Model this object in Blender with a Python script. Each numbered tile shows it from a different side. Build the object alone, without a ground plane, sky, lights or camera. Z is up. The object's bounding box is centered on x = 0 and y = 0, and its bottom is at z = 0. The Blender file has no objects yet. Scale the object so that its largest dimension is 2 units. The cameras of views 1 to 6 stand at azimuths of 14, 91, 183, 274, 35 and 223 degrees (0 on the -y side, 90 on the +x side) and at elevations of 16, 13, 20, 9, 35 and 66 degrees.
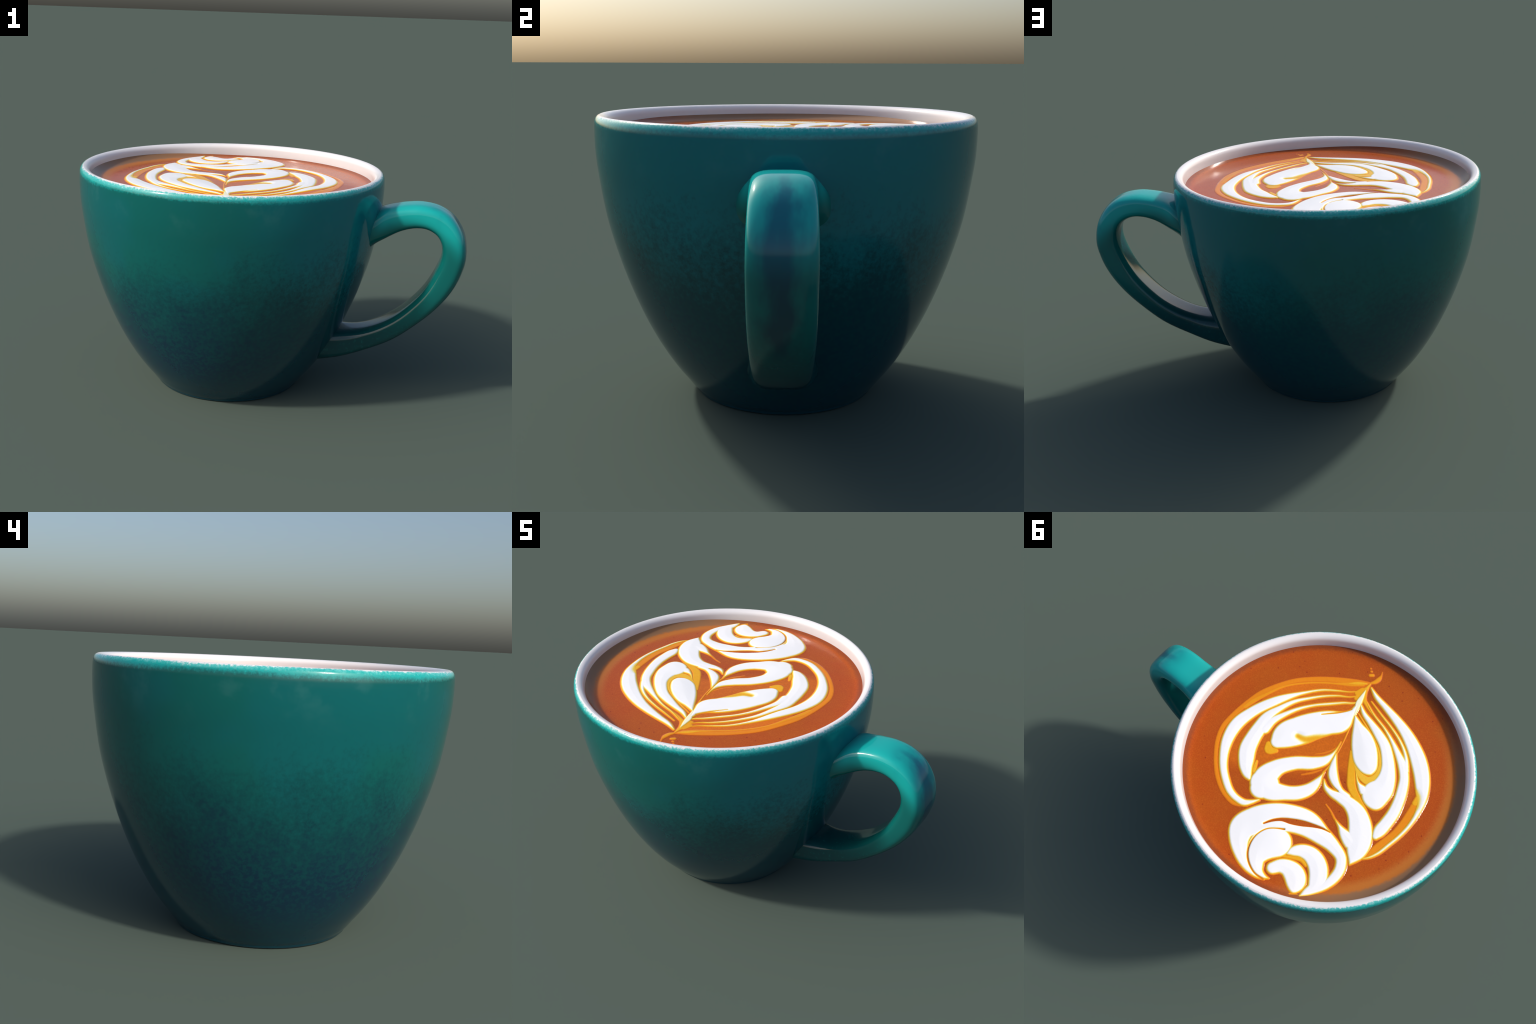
"""A teal glazed stoneware cup of coffee with a poured milk rosetta on top.

Frame: metres, z up.  The cup is a body of revolution about the axis x = AXIS_X,
its handle points along +x.  All meshes are written relative to the foot of that
axis, so Object coordinates are cup-centred everywhere.
"""
import math
import bpy
import numpy as np

AXIS_X = -0.2165          # cup axis; the handle brings the extent to -1 .. +1
OVAL = 1.0170             # the thrown wall is slightly oval, longer along the handle
COFFEE_Z = 1.084          # level of the drink
COFFEE_R = 0.7110         # where the drink meets the wall
RIM_Z = 1.158


# --------------------------------------------------------------------------
# small helpers
# --------------------------------------------------------------------------
def catmull(points, step):
    """Smooth curve through control points (any dimension), about `step` apart."""
    p = np.asarray(points, float)
    p = np.vstack([2 * p[0] - p[1], p, 2 * p[-1] - p[-2]])
    out = []
    for i in range(1, len(p) - 2):
        a, b, c, d = p[i - 1:i + 3]
        n = max(2, int(np.linalg.norm((c - b)[:2]) / step))
        # centripetal-ish tangents keep unevenly spaced points from overshooting
        lb, lc, la = (max(np.linalg.norm(v[:2]), 1e-6) for v in (c - b, d - c, b - a))
        m1 = ((b - a) / la * lb + (c - b) / lb * la) / (la + lb) * lb
        m2 = ((c - b) / lb * lc + (d - c) / lc * lb) / (lb + lc) * lb
        t = (np.arange(n) / n)[:, None]
        out.append((2 * t**3 - 3 * t**2 + 1) * b + (t**3 - 2 * t**2 + t) * m1
                   + (3 * t**2 - 2 * t**3) * c + (t**3 - t**2) * m2)
    out.append(p[-2][None])
    return np.vstack(out)


def smoothstep(lo, hi, x):
    t = np.clip((x - lo) / (hi - lo), 0, 1)
    return t * t * (3 - 2 * t)


def make_object(name, verts, faces, parent, material, smooth=True):
    mesh = bpy.data.meshes.new(name)
    mesh.from_pydata([tuple(v) for v in verts], [], [tuple(int(i) for i in f) for f in faces])
    mesh.update()
    if smooth:
        mesh.polygons.foreach_set("use_smooth", [True] * len(mesh.polygons))
    mesh.materials.append(material)
    obj = bpy.data.objects.new(name, mesh)
    bpy.context.scene.collection.objects.link(obj)
    obj.parent = parent
    return obj


def revolve(profile, segments):
    """Turn an (r, z) profile about z.  Points at r = 0 become single poles."""
    verts, rows = [], []
    ang = np.linspace(0, 2 * math.pi, segments, endpoint=False)
    for r, z in profile:
        if r < 1e-6:
            rows.append([len(verts)])
            verts.append((0, 0, z))
        else:
            rows.append(list(range(len(verts), len(verts) + segments)))
            verts += [(OVAL * r * math.cos(a), r * math.sin(a), z) for a in ang]
    faces = []
    for lo, hi in zip(rows[:-1], rows[1:]):
        for i in range(segments):
            j = (i + 1) % segments
            if len(lo) == 1:
                faces.append((lo[0], hi[j], hi[i]))
            elif len(hi) == 1:
                faces.append((lo[i], lo[j], hi[0]))
            else:
                faces.append((lo[i], lo[j], hi[j], hi[i]))
    return verts, faces


# --------------------------------------------------------------------------
# node helpers
# --------------------------------------------------------------------------
class Nodes:
    """Tiny builder for a material's node tree."""

    def __init__(self, name):
        self.material = bpy.data.materials.new(name)
        self.material.use_nodes = True
        self.tree = self.material.node_tree
        self.tree.nodes.clear()
        out = self.tree.nodes.new("ShaderNodeOutputMaterial")
        self.bsdf = self.tree.nodes.new("ShaderNodeBsdfPrincipled")
        self.tree.links.new(self.bsdf.outputs[0], out.inputs["Surface"])
        coord = self.tree.nodes.new("ShaderNodeTexCoord")
        self.object = coord.outputs["Object"]
        xyz = self.tree.nodes.new("ShaderNodeSeparateXYZ")
        self.tree.links.new(self.object, xyz.inputs[0])
        self.x, self.y, self.z = xyz.outputs

    def put(self, value, socket):
        if isinstance(value, bpy.types.NodeSocket):
            self.tree.links.new(value, socket)
        else:
            socket.default_value = value

    def math(self, op, a, b=0.0, clamp=False):
        n = self.tree.nodes.new("ShaderNodeMath")
        n.operation, n.use_clamp = op, clamp
        self.put(a, n.inputs[0])
        self.put(b, n.inputs[1])
        return n.outputs[0]

    def noise(self, scale, detail=3.0, rough=0.5, vector=None, distortion=0.0):
        n = self.tree.nodes.new("ShaderNodeTexNoise")
        n.inputs["Scale"].default_value = scale
        n.inputs["Detail"].default_value = detail
        n.inputs["Roughness"].default_value = rough
        n.inputs["Distortion"].default_value = distortion
        self.tree.links.new(vector or self.object, n.inputs["Vector"])
        return n.outputs["Fac"]

    def stretched(self, sx, sy, sz, offset=0.0):
        n = self.tree.nodes.new("ShaderNodeMapping")
        n.inputs["Scale"].default_value = (sx, sy, sz)
        n.inputs["Location"].default_value = (offset, offset, offset)
        self.tree.links.new(self.object, n.inputs["Vector"])
        return n.outputs[0]

    def step(self, value, lo, hi):
        n = self.tree.nodes.new("ShaderNodeMapRange")
        n.interpolation_type = "SMOOTHSTEP"
        self.put(value, n.inputs["Value"])
        n.inputs["From Min"].default_value = lo
        n.inputs["From Max"].default_value = hi
        return n.outputs["Result"]

    def ramp(self, value, *stops):
        n = self.tree.nodes.new("ShaderNodeValToRGB")
        self.put(value, n.inputs[0])
        e = n.color_ramp.elements
        while len(e) < len(stops):
            e.new(1.0)
        for el, (pos, col) in zip(e, stops):
            el.position, el.color = pos, (*col, 1.0)
        return n.outputs["Color"]

    def mix(self, fac, a, b):
        n = self.tree.nodes.new("ShaderNodeMix")
        n.data_type = "RGBA"
        self.put(fac, n.inputs["Factor"])
        self.put(a if isinstance(a, bpy.types.NodeSocket) else (*a, 1.0), n.inputs["A"])
        self.put(b if isinstance(b, bpy.types.NodeSocket) else (*b, 1.0), n.inputs["B"])
        return n.outputs["Result"]

    def radius(self):
        x = self.math("DIVIDE", self.x, OVAL)
        return self.math("SQRT", self.math("ADD", self.math("MULTIPLY", x, x),
                                           self.math("MULTIPLY", self.y, self.y)))

    def bump(self, height, strength, distance):
        n = self.tree.nodes.new("ShaderNodeBump")
        n.inputs["Strength"].default_value = strength
        n.inputs["Distance"].default_value = distance
        self.tree.links.new(height, n.inputs["Height"])
        self.tree.links.new(n.outputs[0], self.bsdf.inputs["Normal"])

    def finish(self, colour, roughness, ior=1.5):
        self.put(colour if isinstance(colour, bpy.types.NodeSocket) else (*colour, 1.0), self.bsdf.inputs["Base Color"])
        self.put(roughness, self.bsdf.inputs["Roughness"])
        self.bsdf.inputs["IOR"].default_value = ior
        return self.material


# --------------------------------------------------------------------------
# materials
# --------------------------------------------------------------------------
TEAL = (0.004, 0.116, 0.106)
TEAL_BLUE = (0.004, 0.118, 0.122)
DEEP_TEAL = (0.004, 0.067, 0.075)
NAVY = (0.006, 0.024, 0.062)
FOOT = (0.006, 0.050, 0.072)
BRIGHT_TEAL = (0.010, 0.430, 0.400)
PORCELAIN = (0.86, 0.83, 0.83)
CREMA = (0.455, 0.074, 0.005)


def wall_glaze():
    """Teal reaction glaze: pale at the lip, mottled navy low down, deep teal foot."""
    n = Nodes("wall_glaze")
    cloud = n.noise(2.6, 2.0, 0.5)
    patch = n.noise(5.0, 3.0, 0.55, n.stretched(1, 1, 0.7, 3.1))
    grain = n.noise(50.0, 3.0, 0.62)
    fine = n.noise(150.0, 2.0, 0.5)
    upper = n.mix(n.step(cloud, 0.42, 0.62), TEAL, TEAL_BLUE)
    # the glaze pooled paler and bluer round the handle
    pool = n.math("MULTIPLY", n.step(n.x, 0.10, 0.74), n.step(n.z, 0.25, 0.85))
    upper = n.mix(n.math("MULTIPLY", pool, 0.85), upper, (0.005, 0.200, 0.225))
    # dark bloom: strongest in a belt above the foot, speckled where it fades out
    level = n.math("ADD", n.z, n.math("MULTIPLY", n.math("SUBTRACT", patch, 0.5), 0.45))
    level = n.math("ADD", level, n.math("MULTIPLY", n.math("SUBTRACT", grain, 0.5), 0.50))
    level = n.math("ADD", level, n.math("MULTIPLY", n.math("SUBTRACT", fine, 0.5), 0.15))
    body = n.mix(n.step(level, 0.92, 0.50), upper, DEEP_TEAL)
    navy_side = n.step(n.math("ADD", n.math("MULTIPLY", n.x, -0.75), n.math("MULTIPLY", n.y, -0.66)), -0.25, 0.45)  # navy is stronger on the -x, -y side
    amount = n.math("ADD", n.math("MULTIPLY", navy_side, 0.40), 0.34)
    body = n.mix(n.math("MULTIPLY", n.step(level, 0.64, 0.27), n.math("MULTIPLY", amount, n.math("ADD", 0.55, n.math("MULTIPLY", n.step(grain, 0.62, 0.40), 0.55)))), body, NAVY)
    body = n.mix(n.math("MULTIPLY", n.step(level, 0.26, 0.02), 0.75), body, FOOT)
    # glaze thins on the lip: bright teal, then bare porcelain with a ragged edge
    rag = n.math("MULTIPLY", n.math("SUBTRACT", n.noise(85.0, 3.0, 0.65), 0.5), 0.030)
    rag = n.math("ADD", rag, n.math("MULTIPLY", n.math("SUBTRACT", cloud, 0.5), 0.030))
    lip = n.step(n.math("ADD", n.z, rag), 1.118, 1.146)
    body = n.mix(n.math("MULTIPLY", lip, 0.88), body, BRIGHT_TEAL)
    smudge = n.math("MULTIPLY", n.step(n.z, 0.90, 1.10), n.step(n.noise(7.0, 4.0, 0.6), 0.54, 0.72))
    body = n.mix(n.math("MULTIPLY", smudge, 0.08), body, (0.16, 0.36, 0.34))
    top = n.step(n.z, 1.135, 1.146)
    bare = n.step(n.math("ADD", n.radius(), n.math("MULTIPLY", rag, 0.8)), 0.7605, 0.7520)
    thin = n.step(n.math("ADD", n.radius(), n.math("MULTIPLY", rag, 0.8)), 0.7690, 0.7580)
    body = n.mix(n.math("MULTIPLY", n.math("MULTIPLY", thin, top), 0.65), body, (0.17, 0.60, 0.58))
    body = n.mix(n.math("MULTIPLY", bare, top), body, PORCELAIN)
    return n.finish(body, 0.10)


def handle_glaze():
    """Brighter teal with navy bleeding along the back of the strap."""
    n = Nodes("handle_glaze")
    cloud = n.noise(9.0, 3.0, 0.55, n.stretched(1, 1.6, 0.6))
    grain = n.noise(60.0, 3.0, 0.6)
    mid = n.math("ABSOLUTE", n.y)
    spine = n.step(n.math("ADD", mid, n.math("MULTIPLY", n.math("SUBTRACT", cloud, 0.5), 0.16)), 0.085, 0.0)
    outward = n.step(n.x, 0.98, 1.12)
    low = n.math("MULTIPLY", n.step(n.z, 0.68, 0.30), 0.9)
    blue = n.math("MULTIPLY", spine, outward)
    bright = n.math("MULTIPLY", n.step(n.z, 0.74, 0.95), n.step(n.x, 0.74, 0.82))  # brighter top of strap; cup's shadow near the wall is painted in
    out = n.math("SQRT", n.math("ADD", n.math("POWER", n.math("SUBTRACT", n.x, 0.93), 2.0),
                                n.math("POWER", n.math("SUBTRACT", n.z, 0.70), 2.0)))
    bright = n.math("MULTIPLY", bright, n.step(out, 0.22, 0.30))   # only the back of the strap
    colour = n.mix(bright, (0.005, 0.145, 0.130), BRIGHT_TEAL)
    stain = n.mix(n.step(n.z, 0.95, 0.70), (0.006, 0.12, 0.19), (0.007, 0.035, 0.065))
    colour = n.mix(n.math("MULTIPLY", blue, 0.85), colour, stain)
    colour = n.mix(n.math("MULTIPLY", low, n.step(grain, 0.1, 0.45)), colour, (0.004, 0.048, 0.056))
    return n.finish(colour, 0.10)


def lining_glaze():
    n = Nodes("lining_glaze")
    tone = n.mix(n.noise(40.0, 3.0, 0.5), (0.69, 0.65, 0.645), (0.66, 0.62, 0.615))
    tone = n.mix(n.step(n.z, 1.128, 1.150), tone, PORCELAIN)
    return n.finish(tone, 0.16)


def crema_colour(n):
    """Shared by the drink and the stained edge of the milk."""
    cloud = n.noise(4.0, 4.0, 0.6)
    grain = n.noise(170.0, 3.0, 0.6)
    tone = n.mix(n.step(cloud, 0.35, 0.68), CREMA, (0.45, 0.090, 0.006))
    tone = n.mix(n.math("MULTIPLY", n.step(grain, 0.46, 0.70), 0.45), tone, (0.58, 0.140, 0.010))
    tone = n.mix(n.math("MULTIPLY", n.step(grain, 0.44, 0.30), 0.35), tone, (0.33, 0.045, 0.004))
    return tone


def ripple(n):
    n.bump(n.math("ADD", n.noise(14.0, 4.0, 0.6), n.math("MULTIPLY", n.noise(120.0, 2.0), 0.15)), 0.15, 0.006)


def coffee_surface():
    n = Nodes("coffee_surface")
    tone = crema_colour(n)
    # pin-prick bubbles
    v = n.tree.nodes.new("ShaderNodeTexVoronoi")
    v.inputs["Scale"].default_value = 36.0
    n.tree.links.new(n.object, v.inputs["Vector"])
    sep = n.tree.nodes.new("ShaderNodeSeparateColor")
    n.tree.links.new(v.outputs["Color"], sep.inputs[0])
    dot = n.math("MULTIPLY", n.step(v.outputs["Distance"], 0.20, 0.09), n.step(sep.outputs[0], 0.72, 0.82))
    tone = n.mix(n.math("MULTIPLY", dot, 0.7), tone, (0.24, 0.014, 0.006))
    # thin milky film left against the wall opposite the handle
    r = n.math("ADD", n.radius(), n.math("MULTIPLY", n.math("SUBTRACT", n.noise(60.0, 3.0, 0.6), 0.5), 0.02))
    side = n.step(n.math("ADD", n.x, n.math("MULTIPLY", n.y, -0.10)), -0.20, -0.62)
    tone = n.mix(n.math("MULTIPLY", n.math("MULTIPLY", n.step(r, 0.600, 0.650), side), 0.8), tone, (0.56, 0.19, 0.030))
    tone = n.mix(n.math("MULTIPLY", n.math("MULTIPLY", n.step(r, 0.660, 0.682), side), 0.8), tone, (0.24, 0.155, 0.090))
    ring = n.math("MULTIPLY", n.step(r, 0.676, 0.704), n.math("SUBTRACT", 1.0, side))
    tone = n.mix(n.math("MULTIPLY", ring, 0.7), tone, (0.19, 0.045, 0.012))   # narrow darkening painted along the wall contact
    ripple(n)
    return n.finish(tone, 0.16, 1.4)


FOAM_H = 0.0060           # height of full milk above the drink


def milk_foam():
    """Milk stained by the crema where the layer runs thin (its own thickness)."""
    n = Nodes("milk_foam")
    tone = crema_colour(n)
    r = n.radius()
    over = n.math("MAXIMUM", n.math("SUBTRACT", r, MENISCUS_R), 0.0)
    level = n.math("MULTIPLY", n.math("MULTIPLY", over, over), MENISCUS_K)
    for hx, hy, spread, height in SWELLS:
        dx, dy = n.math("SUBTRACT", n.x, hx), n.math("SUBTRACT", n.y, hy)
        d2 = n.math("ADD", n.math("MULTIPLY", dx, dx), n.math("MULTIPLY", dy, dy))
        level = n.math("ADD", level, n.math("MULTIPLY", n.math("EXPONENT", n.math("DIVIDE", d2, -spread * spread)), height))
    depth = n.math("DIVIDE", n.math("SUBTRACT", n.math("SUBTRACT", n.z, COFFEE_Z), level), FOAM_H)
    depth = n.math("ADD", depth, n.math("MULTIPLY", n.math("SUBTRACT", n.noise(110.0, 3.0, 0.6), 0.5), 0.10))
    stain = n.ramp(depth, (0.0, (0.48, 0.085, 0.006)), (0.16, (0.76, 0.185, 0.007)), (0.30, (0.84, 0.27, 0.009)),
                   (0.46, (0.88, 0.42, 0.016)), (0.64, (0.94, 0.68, 0.090)), (0.84, (0.97, 0.92, 0.55)),
                   (1.0, (0.98, 0.98, 0.985)))
    tone = n.mix(n.step(depth, 0.0, 0.16), tone, stain)
    # wet as the drink where thin, matt where it is full foam
    foam = n.step(depth, 0.10, 0.60)
    n.put(n.math("SUBTRACT", 0.5, n.math("MULTIPLY", foam, 0.30)), n.bsdf.inputs["Specular IOR Level"])
    ripple(n)
    return n.finish(tone, n.math("ADD", 0.16, n.math("MULTIPLY", foam, 0.10)), 1.4)


# --------------------------------------------------------------------------
# the cup
# --------------------------------------------------------------------------
MENISCUS_R = 0.662
CLING_DIR = math.radians(14)
MENISCUS_K = 0.010 / (COFFEE_R - MENISCUS_R) ** 2

OUTER = [(0.387, 0.012), (0.403, 0.030), (0.4255, 0.060), (0.460, 0.105), (0.4915, 0.150), (0.5370, 0.225), (0.5763, 0.300),
         (0.6410, 0.450), (0.6924, 0.600), (0.7320, 0.750), (0.7564, 0.900), (0.7680, 1.000),
         (0.7705, 1.060), (0.7705, 1.100)]
LIP = [(0.7695, 1.125), (0.7675, 1.138), (0.7625, 1.149), (0.7560, 1.1555), (0.7490, RIM_Z)]
INNER = [(0.7490, RIM_Z), (0.7410, 1.1565), (0.7310, 1.1515), (0.7215, 1.141), (0.7160, 1.121), (COFFEE_R, 1.085), (0.702, 1.00),
         (0.692, 0.900), (0.674, 0.750), (0.632, 0.600), (0.578, 0.450), (0.508, 0.300), (0.40, 0.160),
         (0.30, 0.100), (0.15, 0.075), (0.0, 0.070)]


def drink_level(r, cosine=0.0):
    """Flat, turning up to the wall; it clings higher on the side away from the handle."""
    cling = 0.017 * smoothstep(-0.05, 0.85, cosine) * (np.maximum(r - 0.635, 0) / (COFFEE_R - 0.635)) ** 2
    return COFFEE_Z + cling + MENISCUS_K * np.maximum(r - MENISCUS_R, 0) ** 2


# the poured milk lifts the surface in broad, low swells: x, y, spread, height
SWELLS = [(-0.03, 0.42, 0.15, 0.009), (-0.16, -0.24, 0.13, 0.008), (0.43, -0.14, 0.12, 0.006)]


def swell(x, y):
    return sum(h * np.exp(-((x - a) ** 2 + (y - b) ** 2) / s ** 2) for a, b, s, h in SWELLS)


def build_wall(parent, material):
    profile = [(0.0, 0.018), (0.25, 0.018), (0.33, 0.014), (0.350, 0.006), (0.360, 0.001), (0.364, 0.0), (0.378, 0.0),
               (0.382, 0.001), (0.385, 0.005)]
    profile += list(map(tuple, catmull(OUTER + LIP, 0.006)))
    verts, faces = revolve(profile, 288)
    return make_object("cup_wall", verts, faces, parent, material)


def build_lining(parent, material):
    profile = list(map(tuple, catmull(INNER[:-1], 0.008))) + [INNER[-1]]
    verts, faces = revolve(profile, 288)
    return make_object("lining", verts, faces, parent, material)


# handle: pairs of points in the plane y = 0, on the back and on the finger side
# of the strap, with the half width of the strap there (x from the cup axis)
HANDLE = [
    # back x, z      finger x, z     half width
    (0.723, 0.993,   0.723, 0.772,   0.173),
    (0.775, 1.005,   0.766, 0.824,   0.147),
    (0.837, 1.023,   0.828, 0.868,   0.116),
    (0.908, 1.038,   0.887, 0.902,   0.105),
    (0.989, 1.044,   0.955, 0.924,   0.103),
    (1.070, 1.029,   1.013, 0.924,   0.103),
    (1.142, 0.985,   1.063, 0.899,   0.104),
    (1.193, 0.913,   1.089, 0.857,   0.106),
    (1.217, 0.805,   1.094, 0.789,   0.108),
    (1.202, 0.710,   1.068, 0.706,   0.108),
    (1.162, 0.615,   1.022, 0.614,   0.108),
    (1.094, 0.517,   0.958, 0.530,   0.107),
    (1.003, 0.423,   0.882, 0.456,   0.105),
    (0.888, 0.327,   0.785, 0.395,   0.103),
    (0.753, 0.254,   0.693, 0.361,   0.102),
    (0.628, 0.203,   0.617, 0.351,   0.116),
    (0.544, 0.180,   0.559, 0.354,   0.129),
    (0.475, 0.163,   0.493, 0.374,   0.160),
]


def build_handle(parent, material):
    st = np.array(HANDLE)
    mid = np.stack([(st[:, 0] + st[:, 2]) / 2, (st[:, 1] + st[:, 3]) / 2], 1)
    rows = catmull(np.hstack([mid, st]), 0.012)
    back, finger, half = rows[:, 2:4], rows[:, 4:6], rows[:, 6]
    around = 64
    ang = np.linspace(0, 2 * math.pi, around, endpoint=False)
    verts, faces = [], []
    for b, f, w in zip(back, finger, half):
        # rounded strap that softens to an oval where it spreads onto the wall
        power = 3.6 - 1.2 * float(smoothstep(0.11, 0.16, w))
        c = np.sign(np.cos(ang)) * np.abs(np.cos(ang)) ** (2 / power)
        s = np.sign(np.sin(ang)) * np.abs(np.sin(ang)) ** (2 / power)
        m, d = (b + f) / 2, (b - f) / 2
        for ci, si in zip(c, s):
            verts.append((m[0] + d[0] * ci, w * si, m[1] + d[1] * ci))
    for i in range(len(back) - 1):
        for j in range(around):
            k = (j + 1) % around
            faces.append((i * around + j, i * around + k, (i + 1) * around + k, (i + 1) * around + j))
    last = (len(back) - 1) * around
    faces.append(tuple(range(around - 1, -1, -1)))
    faces.append(tuple(range(last, last + around)))
    return make_object("handle", verts, faces, parent, material)


def build_coffee(parent, material):
    radii = list(np.linspace(0.0, 0.66, 45)) + list(np.linspace(0.665, COFFEE_R + 0.006, 20))
    verts, faces = revolve([(r, COFFEE_Z) for r in radii], 256)
    v = np.array(verts)
    r = np.hypot(v[:, 0] / OVAL, v[:, 1])
    away = -(v[:, 0] * math.cos(CLING_DIR) + v[:, 1] * math.sin(CLING_DIR)) / np.maximum(r, 1e-6)
    v[:, 2] = drink_level(r, away) + swell(v[:, 0], v[:, 1])
    verts = v
    return make_object("coffee", verts, faces, parent, material)


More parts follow.
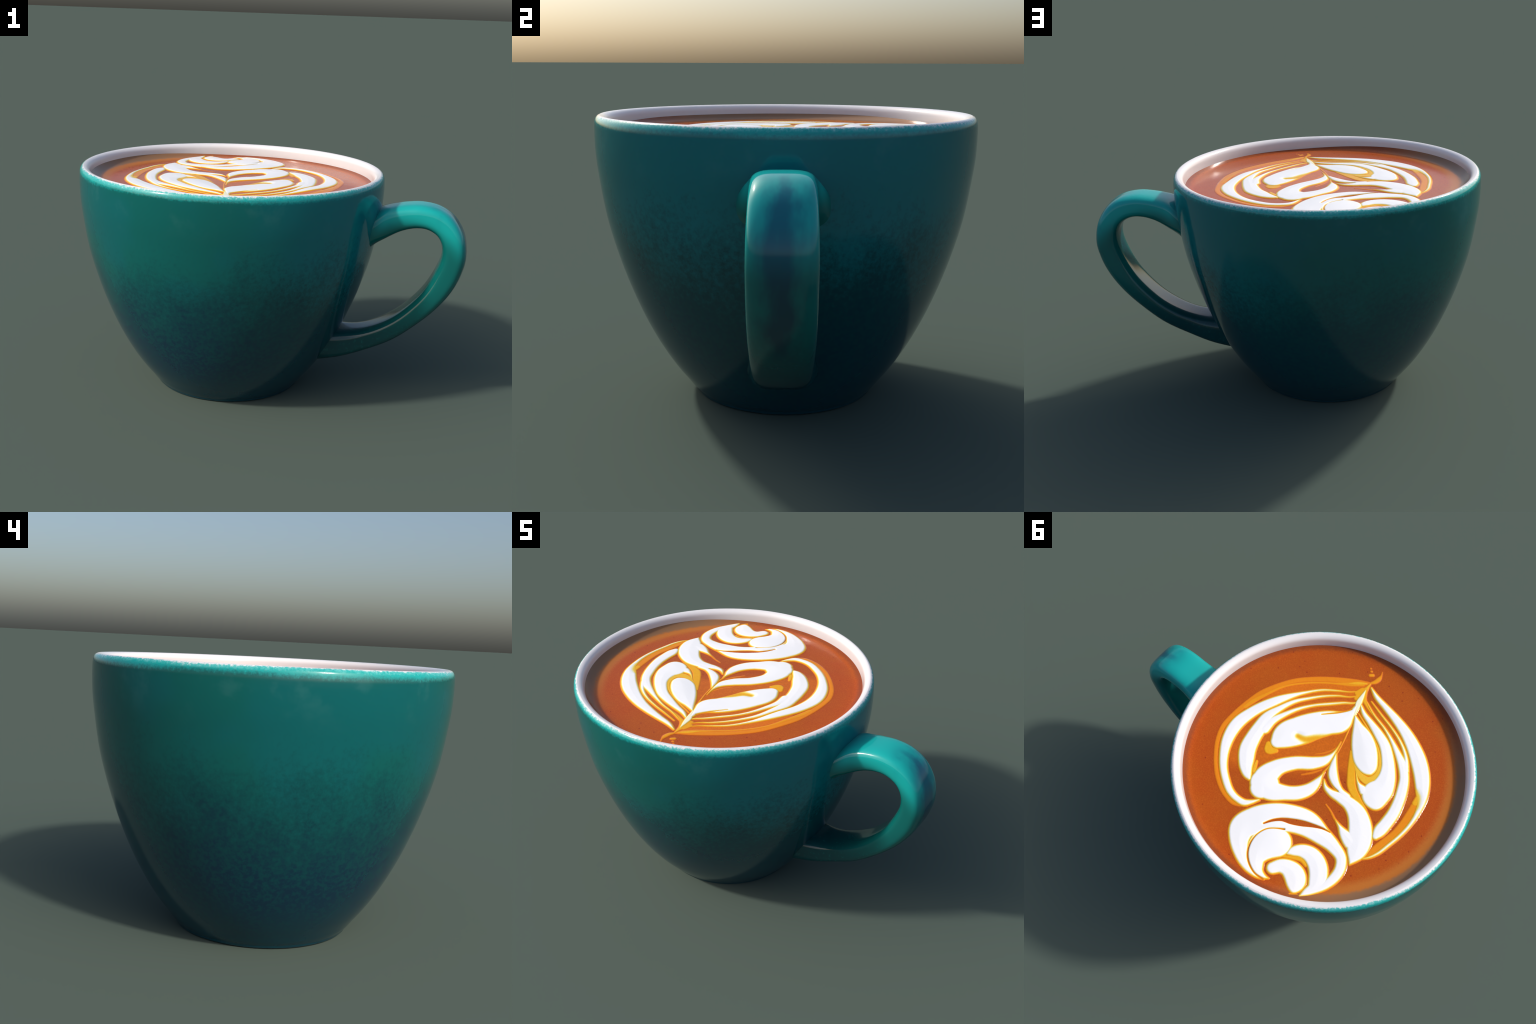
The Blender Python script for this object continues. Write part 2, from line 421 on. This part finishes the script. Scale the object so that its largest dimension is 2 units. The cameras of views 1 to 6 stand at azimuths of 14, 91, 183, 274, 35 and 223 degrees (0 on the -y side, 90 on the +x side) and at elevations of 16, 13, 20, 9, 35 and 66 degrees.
# --------------------------------------------------------------------------
# the poured milk.  Each part of the rosetta is one or more strokes: a spine with
# a half width at each point (millimetres from the cup axis).  "milk" strokes are
# poured at full depth, "veil" strokes are thin and stained, and "crema" strokes
# are streaks of the drink drawn through the milk (down to the depth given).
# --------------------------------------------------------------------------
ROSETTA = [
    ("foam_petal", [  # outer_left
        ("milk", 1, [(112, -508, 1.1), (125, -467, 2.2), (156, -432, 3.4), (215, -392, 6.2), (277, -346, 8.4),
            (350, -259, 12.3), (428, -129, 29.1), (481, -5, 33.6), (498, 98, 38.1), (476, 199, 33.6),
            (429, 282, 25.8), (383, 335, 23.0), (332, 375, 22.4), (267, 410, 21.3), (218, 417, 20.2),
            (176, 410, 20.2), (152, 387, 14.6), (129, 353, 7.8)]),
    ]),
    ("foam_petal", [  # second_left
        ("milk", 1, [(103, -485, 1.1), (112, -442, 2.2), (137, -409, 3.4), (196, -368, 6.7), (253, -317, 9.0),
            (303, -258, 11.2), (349, -194, 14.6), (381, -114, 20.2), (403, -22, 32.5), (393, 35, 40.3),
            (381, 105, 43.7), (360, 173, 47.0), (326, 223, 43.7), (295, 260, 34.7), (264, 284, 23.5),
            (244, 294, 12.3)]),
        ("milk", 1, [(88, -441, 2.2), (94, -403, 4.5), (150, -351, 8.4), (197, -304, 10.1), (257, -242, 10.1),
            (303, -178, 12.3), (339, -104, 16.8), (366, -27, 25.2), (370, 31, 33.6)]),
    ]),
    ("foam_petal", [  # inner_left
        ("milk", 1, [(267, 43, 40.3), (254, -19, 75.6), (220, -79, 84.0), (181, -149, 79.5), (134, -211, 72.8),
            (91, -254, 62.7), (80, -296, 39.2), (76, -340, 20.2), (82, -379, 11.2), (91, -424, 5.6),
            (100, -468, 2.8)]),
        ("crema", 0.3, [(90, -350, 2.8), (125, -297, 3.4), (167, -252, 2.8), (192, -226, 1.7)]),
        ("crema", 0.45, [(207, -48, 14.0), (169, -57, 16.8), (124, -97, 20.2), (75, -147, 13.4), (46, -182, 9.0)]),
    ]),
    ("foam_petal", [  # middle
        ("milk", 1, [(161, 294, 61.6), (184, 238, 64.4), (176, 165, 49.3), (120, 79, 40.3), (45, 15, 37.0),
            (12, -29, 28.0), (2, -73, 14.6), (5, -123, 5.0), (14, -166, 2.2)]),
        ("milk", 1, [(171, 261, 75.6), (128, 273, 62.7), (51, 237, 43.7), (-4, 189, 40.3), (-29, 143, 34.7),
            (-35, 89, 22.4), (-30, 44, 7.8), (-27, 18, 2.8)]),
    ]),
    ("foam_petal", [  # inner_right
        ("milk", 1, [(50, -332, 7.8), (-0, -293, 29.1), (-56, -253, 56.0), (-110, -205, 68.3), (-149, -167, 65.0),
            (-180, -145, 49.3), (-201, -131, 26.9)]),
    ]),
    ("foam_petal", [  # second_right
        ("milk", 1, [(75, -407, 6.7), (26, -374, 14.6), (-36, -352, 20.2), (-107, -325, 28.0), (-173, -293, 32.5),
            (-227, -247, 35.8), (-269, -198, 40.3), (-299, -140, 51.5), (-309, -80, 66.1), (-304, -49, 72.8),
            (-326, -19, 49.3), (-345, 1, 20.2)]),
        ("milk", 1, [(-154, -81, 3.9), (-199, -42, 10.1), (-246, -27, 28.0)]),
    ]),
    ("foam_petal", [  # third_right
        ("milk", 1, [(57, -437, 3.4), (-23, -400, 6.2), (-112, -372, 8.4), (-190, -336, 13.4), (-255, -299, 20.2),
            (-308, -266, 26.9), (-361, -212, 28.0), (-392, -155, 30.2), (-419, -84, 30.8), (-435, -17, 32.5),
            (-439, 46, 33.6), (-439, 95, 32.5), (-440, 127, 20.2)]),
        ("milk", 1, [(37, -454, 2.8), (-52, -425, 5.6), (-139, -398, 7.3), (-211, -369, 9.0), (-267, -336, 11.2),
            (-311, -296, 14.6), (-339, -249, 23.5)]),
    ]),
    ("foam_petal", [  # outer_right
        ("milk", 1, [(89, -519, 5.6), (37, -495, 14.6), (-42, -475, 20.2), (-129, -452, 26.9), (-215, -422, 33.6),
            (-295, -381, 40.3), (-364, -333, 44.8), (-416, -286, 43.7), (-457, -238, 39.2), (-488, -195, 30.8),
            (-509, -159, 21.3), (-525, -105, 15.1), (-534, -34, 12.3), (-531, 41, 11.2), (-517, 124, 10.6),
            (-501, 195, 9.5), (-483, 233, 7.3), (-462, 260, 4.5)]),
        ("crema", 0.5, [(-453, -193, 5.6), (-472, -168, 17.9), (-487, -127, 22.4)]),
    ]),
    ("foam_petal", [  # stem_leaf
        ("milk", 1, [(-10, -97, 5.6), (-36, -45, 19.0), (-70, 3, 28.0), (-111, 32, 23.5), (-155, 49, 19.0),
            (-201, 55, 23.5)]),
        ("crema", 0.3, [(-32, 1, 3.4), (-54, 31, 4.5), (-93, 53, 3.9), (-148, 59, 1.7)]),
    ]),
    ("foam_ribbon", [  # ribbon
        ("milk", 1, [(-52, 54, 3.9), (-88, 82, 13.4), (-130, 87, 21.3), (-178, 78, 30.8), (-238, 75, 39.2),
            (-292, 90, 50.4), (-335, 120, 58.2), (-372, 161, 62.7), (-395, 201, 62.7), (-414, 243, 51.5),
            (-425, 284, 28.0), (-432, 323, 4.5)]),
        ("milk", 1, [(-227, 184, 1.7), (-271, 200, 11.2), (-320, 218, 29.1), (-364, 226, 43.7)]),
        ("crema", 0.3, [(-32, 1, 3.4), (-54, 31, 4.5), (-93, 53, 3.9), (-148, 59, 1.7)]),
    ]),
    ("foam_ring", [  # head_ring
        ("milk", 1, [(-159, 647, 5.0), (-124, 657, 11.2), (-79, 655, 20.2), (-26, 642, 28.0), (24, 610, 40.3),
            (67, 569, 52.6), (93, 512, 70.0), (65, 446, 78.4), (11, 384, 84.0), (-55, 329, 77.3), (-133, 296, 71.7),
            (-226, 296, 51.5), (-313, 302, 37.0), (-382, 326, 30.2), (-412, 375, 29.1), (-417, 430, 28.0),
            (-406, 483, 24.6), (-381, 536, 20.2), (-362, 571, 14.6), (-347, 600, 5.6)]),
        ("crema", 0.0, [(26, 433, 3.4), (3, 394, 6.2), (-27, 362, 8.4), (-73, 336, 15.1), (-115, 312, 15.7),
            (-171, 282, 9.0), (-217, 263, 3.9), (-254, 256, 1.1)]),
        ("crema", 0.1, [(-73, 391, 3.4), (-39, 413, 1.7), (-7, 442, 1.7), (14, 498, 1.7), (8, 559, 2.8),
            (-16, 603, 3.4), (-59, 637, 3.4), (-110, 654, 2.8), (-156, 651, 3.4)]),
    ]),
    ("foam_swirl", [  # head_ball
        ("milk", 1, [(-86, 468, 79.5), (-56, 499, 84.0), (-48, 547, 68.3), (-61, 590, 48.2), (-86, 621, 38.1),
            (-114, 635, 25.2), (-151, 638, 13.4), (-175, 630, 3.9)]),
        ("crema", 0.1, [(-73, 391, 3.4), (-39, 413, 1.7), (-7, 442, 1.7), (14, 498, 1.7), (8, 559, 2.8),
            (-16, 603, 3.4), (-59, 637, 3.4), (-110, 654, 2.8), (-156, 651, 3.4)]),
    ]),
    ("foam_crescent", [  # head_crescent
        ("milk", 1, [(-163, 479, 5.6), (-180, 448, 25.8), (-211, 419, 36.4), (-256, 407, 44.8), (-302, 419, 49.3),
            (-341, 450, 49.3), (-364, 487, 44.8), (-371, 525, 30.8), (-358, 567, 19.6), (-347, 596, 5.6)]),
    ]),
    ("foam_curl", [  # head_curl
        ("milk", 1, [(-157, 577, 32.5), (-181, 544, 38.1), (-217, 529, 45.9), (-259, 535, 54.9), (-288, 558, 50.4),
            (-301, 584, 30.8), (-309, 605, 9.0)]),
    ]),
    ("milk_veil", [  # orange_veil
        ("veil", 0.1, [(470, -100, 22.4), (409, -226, 39.2), (322, -321, 53.2), (220, -398, 53.2), (162, -447, 44.8),
            (126, -493, 28.0), (114, -536, 7.8)]),
        ("veil", 0.24, [(152, 415, 5.6), (216, 445, 10.1), (282, 436, 11.2), (361, 399, 10.6), (424, 348, 10.1),
            (478, 287, 10.1), (518, 227, 11.2), (545, 155, 12.3), (548, 73, 13.4), (538, -24, 15.1),
            (519, -119, 15.1), (485, -197, 14.6), (430, -291, 13.4), (358, -365, 14.6), (278, -428, 15.7),
            (213, -471, 16.8), (156, -506, 15.7), (114, -536, 6.7)]),
        ("veil", 0.32, [(533, -2, 11.2), (522, -52, 13.4), (494, -129, 10.1), (448, -233, 7.3), (382, -313, 6.7),
            (305, -381, 6.7), (242, -426, 7.8), (185, -469, 13.4), (138, -509, 13.4)]),
        ("veil", 0.44, [(196, -466, 5.6), (161, -496, 11.2), (124, -524, 6.7)]),
    ]),
    ("crema_blush", [  # blush
        ("veil", 0.07, [(386, 210, 95.2), (333, 58, 184.8), (187, -79, 224.0), (15, -223, 224.0),
            (-193, -239, 184.8), (-322, -207, 123.2), (-378, -117, 89.6)]),
    ]),
    ("foam_stem", [  # stem
        ("veil", 0.46, [(108, -538, 3.9), (106, -509, 9.0), (98, -470, 12.3)]),
        ("veil", 0.85, [(103, -489, 3.4), (93, -444, 12.3), (83, -401, 16.8), (67, -361, 10.1), (57, -333, 6.7)]),
        ("veil", 0.5, [(67, -361, 6.7), (57, -333, 5.6), (35, -271, 4.5), (6, -180, 2.8), (-15, -83, 3.9),
            (-26, -15, 4.5), (-23, 29, 3.4)]),
        ("veil", 0.42, [(107, -493, 12.3), (82, -446, 14.6), (42, -419, 7.8), (-45, -389, 4.5), (-131, -359, 3.4)]),
        ("veil", 0.38, [(128, -446, 14.6), (115, -479, 16.8), (110, -423, 16.8)]),
    ]),
    ("milk_veil", [  # mustard
        ("veil", 0.42, [(-60, -157, 6.7), (-96, -116, 15.7), (-142, -57, 21.3), (-187, -5, 22.4), (-236, 22, 19.0),
            (-282, 38, 13.4), (-313, 46, 6.7), (-359, 74, 4.5)]),
        ("veil", 0.48, [(-107, -125, 6.7), (-138, -102, 11.2), (-183, -81, 17.9), (-232, -85, 24.6),
            (-249, -122, 22.4), (-230, -179, 12.3), (-185, -233, 9.0), (-116, -282, 6.7), (-27, -323, 5.6),
            (48, -355, 3.9)]),
        ("veil", 0.42, [(295, 83, 15.7), (271, 107, 23.5), (241, 89, 13.4)]),
        ("veil", 0.45, [(278, 197, 7.8), (264, 228, 11.2), (252, 249, 11.2)]),
        ("veil", 0.42, [(-151, 502, 9.0), (-197, 476, 9.0), (-241, 455, 12.3), (-272, 464, 7.8)]),
        ("veil", 0.3, [(-304, 624, 7.8), (-323, 611, 9.0), (-343, 599, 7.8)]),
    ]),
    ("milk_veil", [  # amber
        ("veil", 0.26, [(-488, -142, 16.8), (-503, -87, 23.5), (-511, -21, 23.5), (-507, 48, 19.0),
            (-491, 120, 16.8), (-478, 189, 16.8), (-468, 236, 10.1)]),
        ("veil", 0.42, [(-475, -171, 10.1), (-485, -139, 15.7)]),
    ]),
    ("milk_splash", [  # splash
        ("veil", 0.34, [(107, -543, 6.7), (96, -559, 10.1), (90, -587, 11.2), (94, -614, 3.4), (103, -634, 1.1)]),
    ]),
    ("milk_drop", [  # drop1
        ("veil", 0.36, [(141, -577, 8.4), (130, -586, 8.4)]),
    ]),
    ("milk_drop", [  # drop2
        ("veil", 0.34, [(151, -600, 5.0), (149, -600, 5.0)]),
    ]),
    ("milk_drop", [  # drop3
        ("veil", 0.3, [(164, -612, 3.4), (163, -612, 3.4)]),
    ]),
    ("milk_wisp", [  # wisp
        ("veil", 0.34, [(-146, 152, 1.7), (-187, 165, 3.4), (-227, 184, 5.0), (-268, 197, 5.0)]),
    ]),
    ("milk_wisp", [  # wisp2
        ("veil", 0.18, [(70, -30, 3.4), (31, -77, 5.0), (12, -124, 4.5), (10, -169, 2.2)]),
    ]),
    ("milk_wisp", [  # wisp3
        ("veil", 0.18, [(52, 106, 3.4), (18, 63, 5.6), (-9, 20, 3.4)]),
    ]),
]


def stroke_distance(points, gx, gy):
    """Signed distance (inside positive) of grid points from a tapering stroke."""
    p = catmull(np.array(points) / 1000.0, 0.007)
    p[:, 2] = np.maximum(p[:, 2], 0.0005)
    best = np.full(gx.shape, -1.0)
    for a, b in zip(p[:-1], p[1:]):
        d = b[:2] - a[:2]
        ll = max(float(d @ d), 1e-12)
        reach = max(a[2], b[2]) + 0.03
        lo, hi = np.minimum(a[:2], b[:2]) - reach, np.maximum(a[:2], b[:2]) + reach
        i0, i1 = np.searchsorted(gx[0], (lo[0], hi[0]))
        j0, j1 = np.searchsorted(gy[:, 0], (lo[1], hi[1]))
        if i0 >= i1 or j0 >= j1:
            continue
        x, y = gx[j0:j1, i0:i1], gy[j0:j1, i0:i1]
        t = np.clip(((x - a[0]) * d[0] + (y - a[1]) * d[1]) / ll, 0, 1)
        s = a[2] + (b[2] - a[2]) * t - np.hypot(x - a[0] - d[0] * t, y - a[1] - d[1] * t)
        np.maximum(best[j0:j1, i0:i1], s, out=best[j0:j1, i0:i1])
    return best


FOAM_DOME = 0.35          # how much higher the middle of a broad petal stands
SPREAD = 0.0055           # how far the stained edge runs out past the white
GRID = 0.0024


def build_milk(parent, material):
    for number, (name, strokes) in enumerate(ROSETTA):
        pts = np.vstack([np.array(p) for kind, depth, p in strokes if kind != "crema"]) / 1000.0
        lo = (pts[:, :2] - pts[:, 2:]).min(0) - 0.02
        hi = (pts[:, :2] + pts[:, 2:]).max(0) + 0.02
        gx, gy = np.meshgrid(np.arange(lo[0], hi[0], GRID), np.arange(lo[1], hi[1], GRID))
        depth = np.zeros(gx.shape)
        for kind, full, p in strokes:
            s = stroke_distance(p, gx, gy)
            if kind == "crema":
                k = smoothstep(-0.005, 0.003, s) if full < 0.4 else smoothstep(-0.022, 0.014, s)
                depth = depth * (1 - k) + np.minimum(depth, full) * k
            else:
                edge = np.clip((s + SPREAD) / (SPREAD + 0.0115), 0, 1)
                if kind == "milk":
                    edge = edge + FOAM_DOME * smoothstep(-0.004, 0.07, s)
                else:
                    edge = smoothstep(-0.005, 0.006, s) if full > 0.08 else smoothstep(-0.03, 0.05, s)
                depth = np.maximum(depth, full * edge)
        radius = np.hypot(gx / OVAL, gy)
        z = drink_level(radius) + swell(gx, gy) + np.where(depth > 0, 0.0001 + FOAM_H * depth + 0.00001 * number, -0.0008)
        inside = (depth > 0) & (radius < COFFEE_R - 0.004)
        keep = inside[:-1, :-1] | inside[1:, :-1] | inside[:-1, 1:] | inside[1:, 1:]
        index = np.arange(gx.size).reshape(gx.shape)
        quads = np.stack([index[:-1, :-1], index[:-1, 1:], index[1:, 1:], index[1:, :-1]], -1)[keep]
        used, flat = np.unique(quads, return_inverse=True)
        verts = np.stack([gx.ravel(), gy.ravel(), z.ravel()], 1)[used]
        make_object(name, verts, flat.reshape(-1, 4), parent, material)


def main():
    thing = bpy.data.objects.new("coffee_cup", None)
    thing.location = (AXIS_X, 0, 0)
    thing["label"] = "teal glazed cup of coffee with white milk leaf art"
    thing["category"] = "coffee cup"
    bpy.context.scene.collection.objects.link(thing)
    build_wall(thing, wall_glaze())
    build_lining(thing, lining_glaze())
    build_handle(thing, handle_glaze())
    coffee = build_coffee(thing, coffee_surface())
    build_milk(coffee, milk_foam())


main()
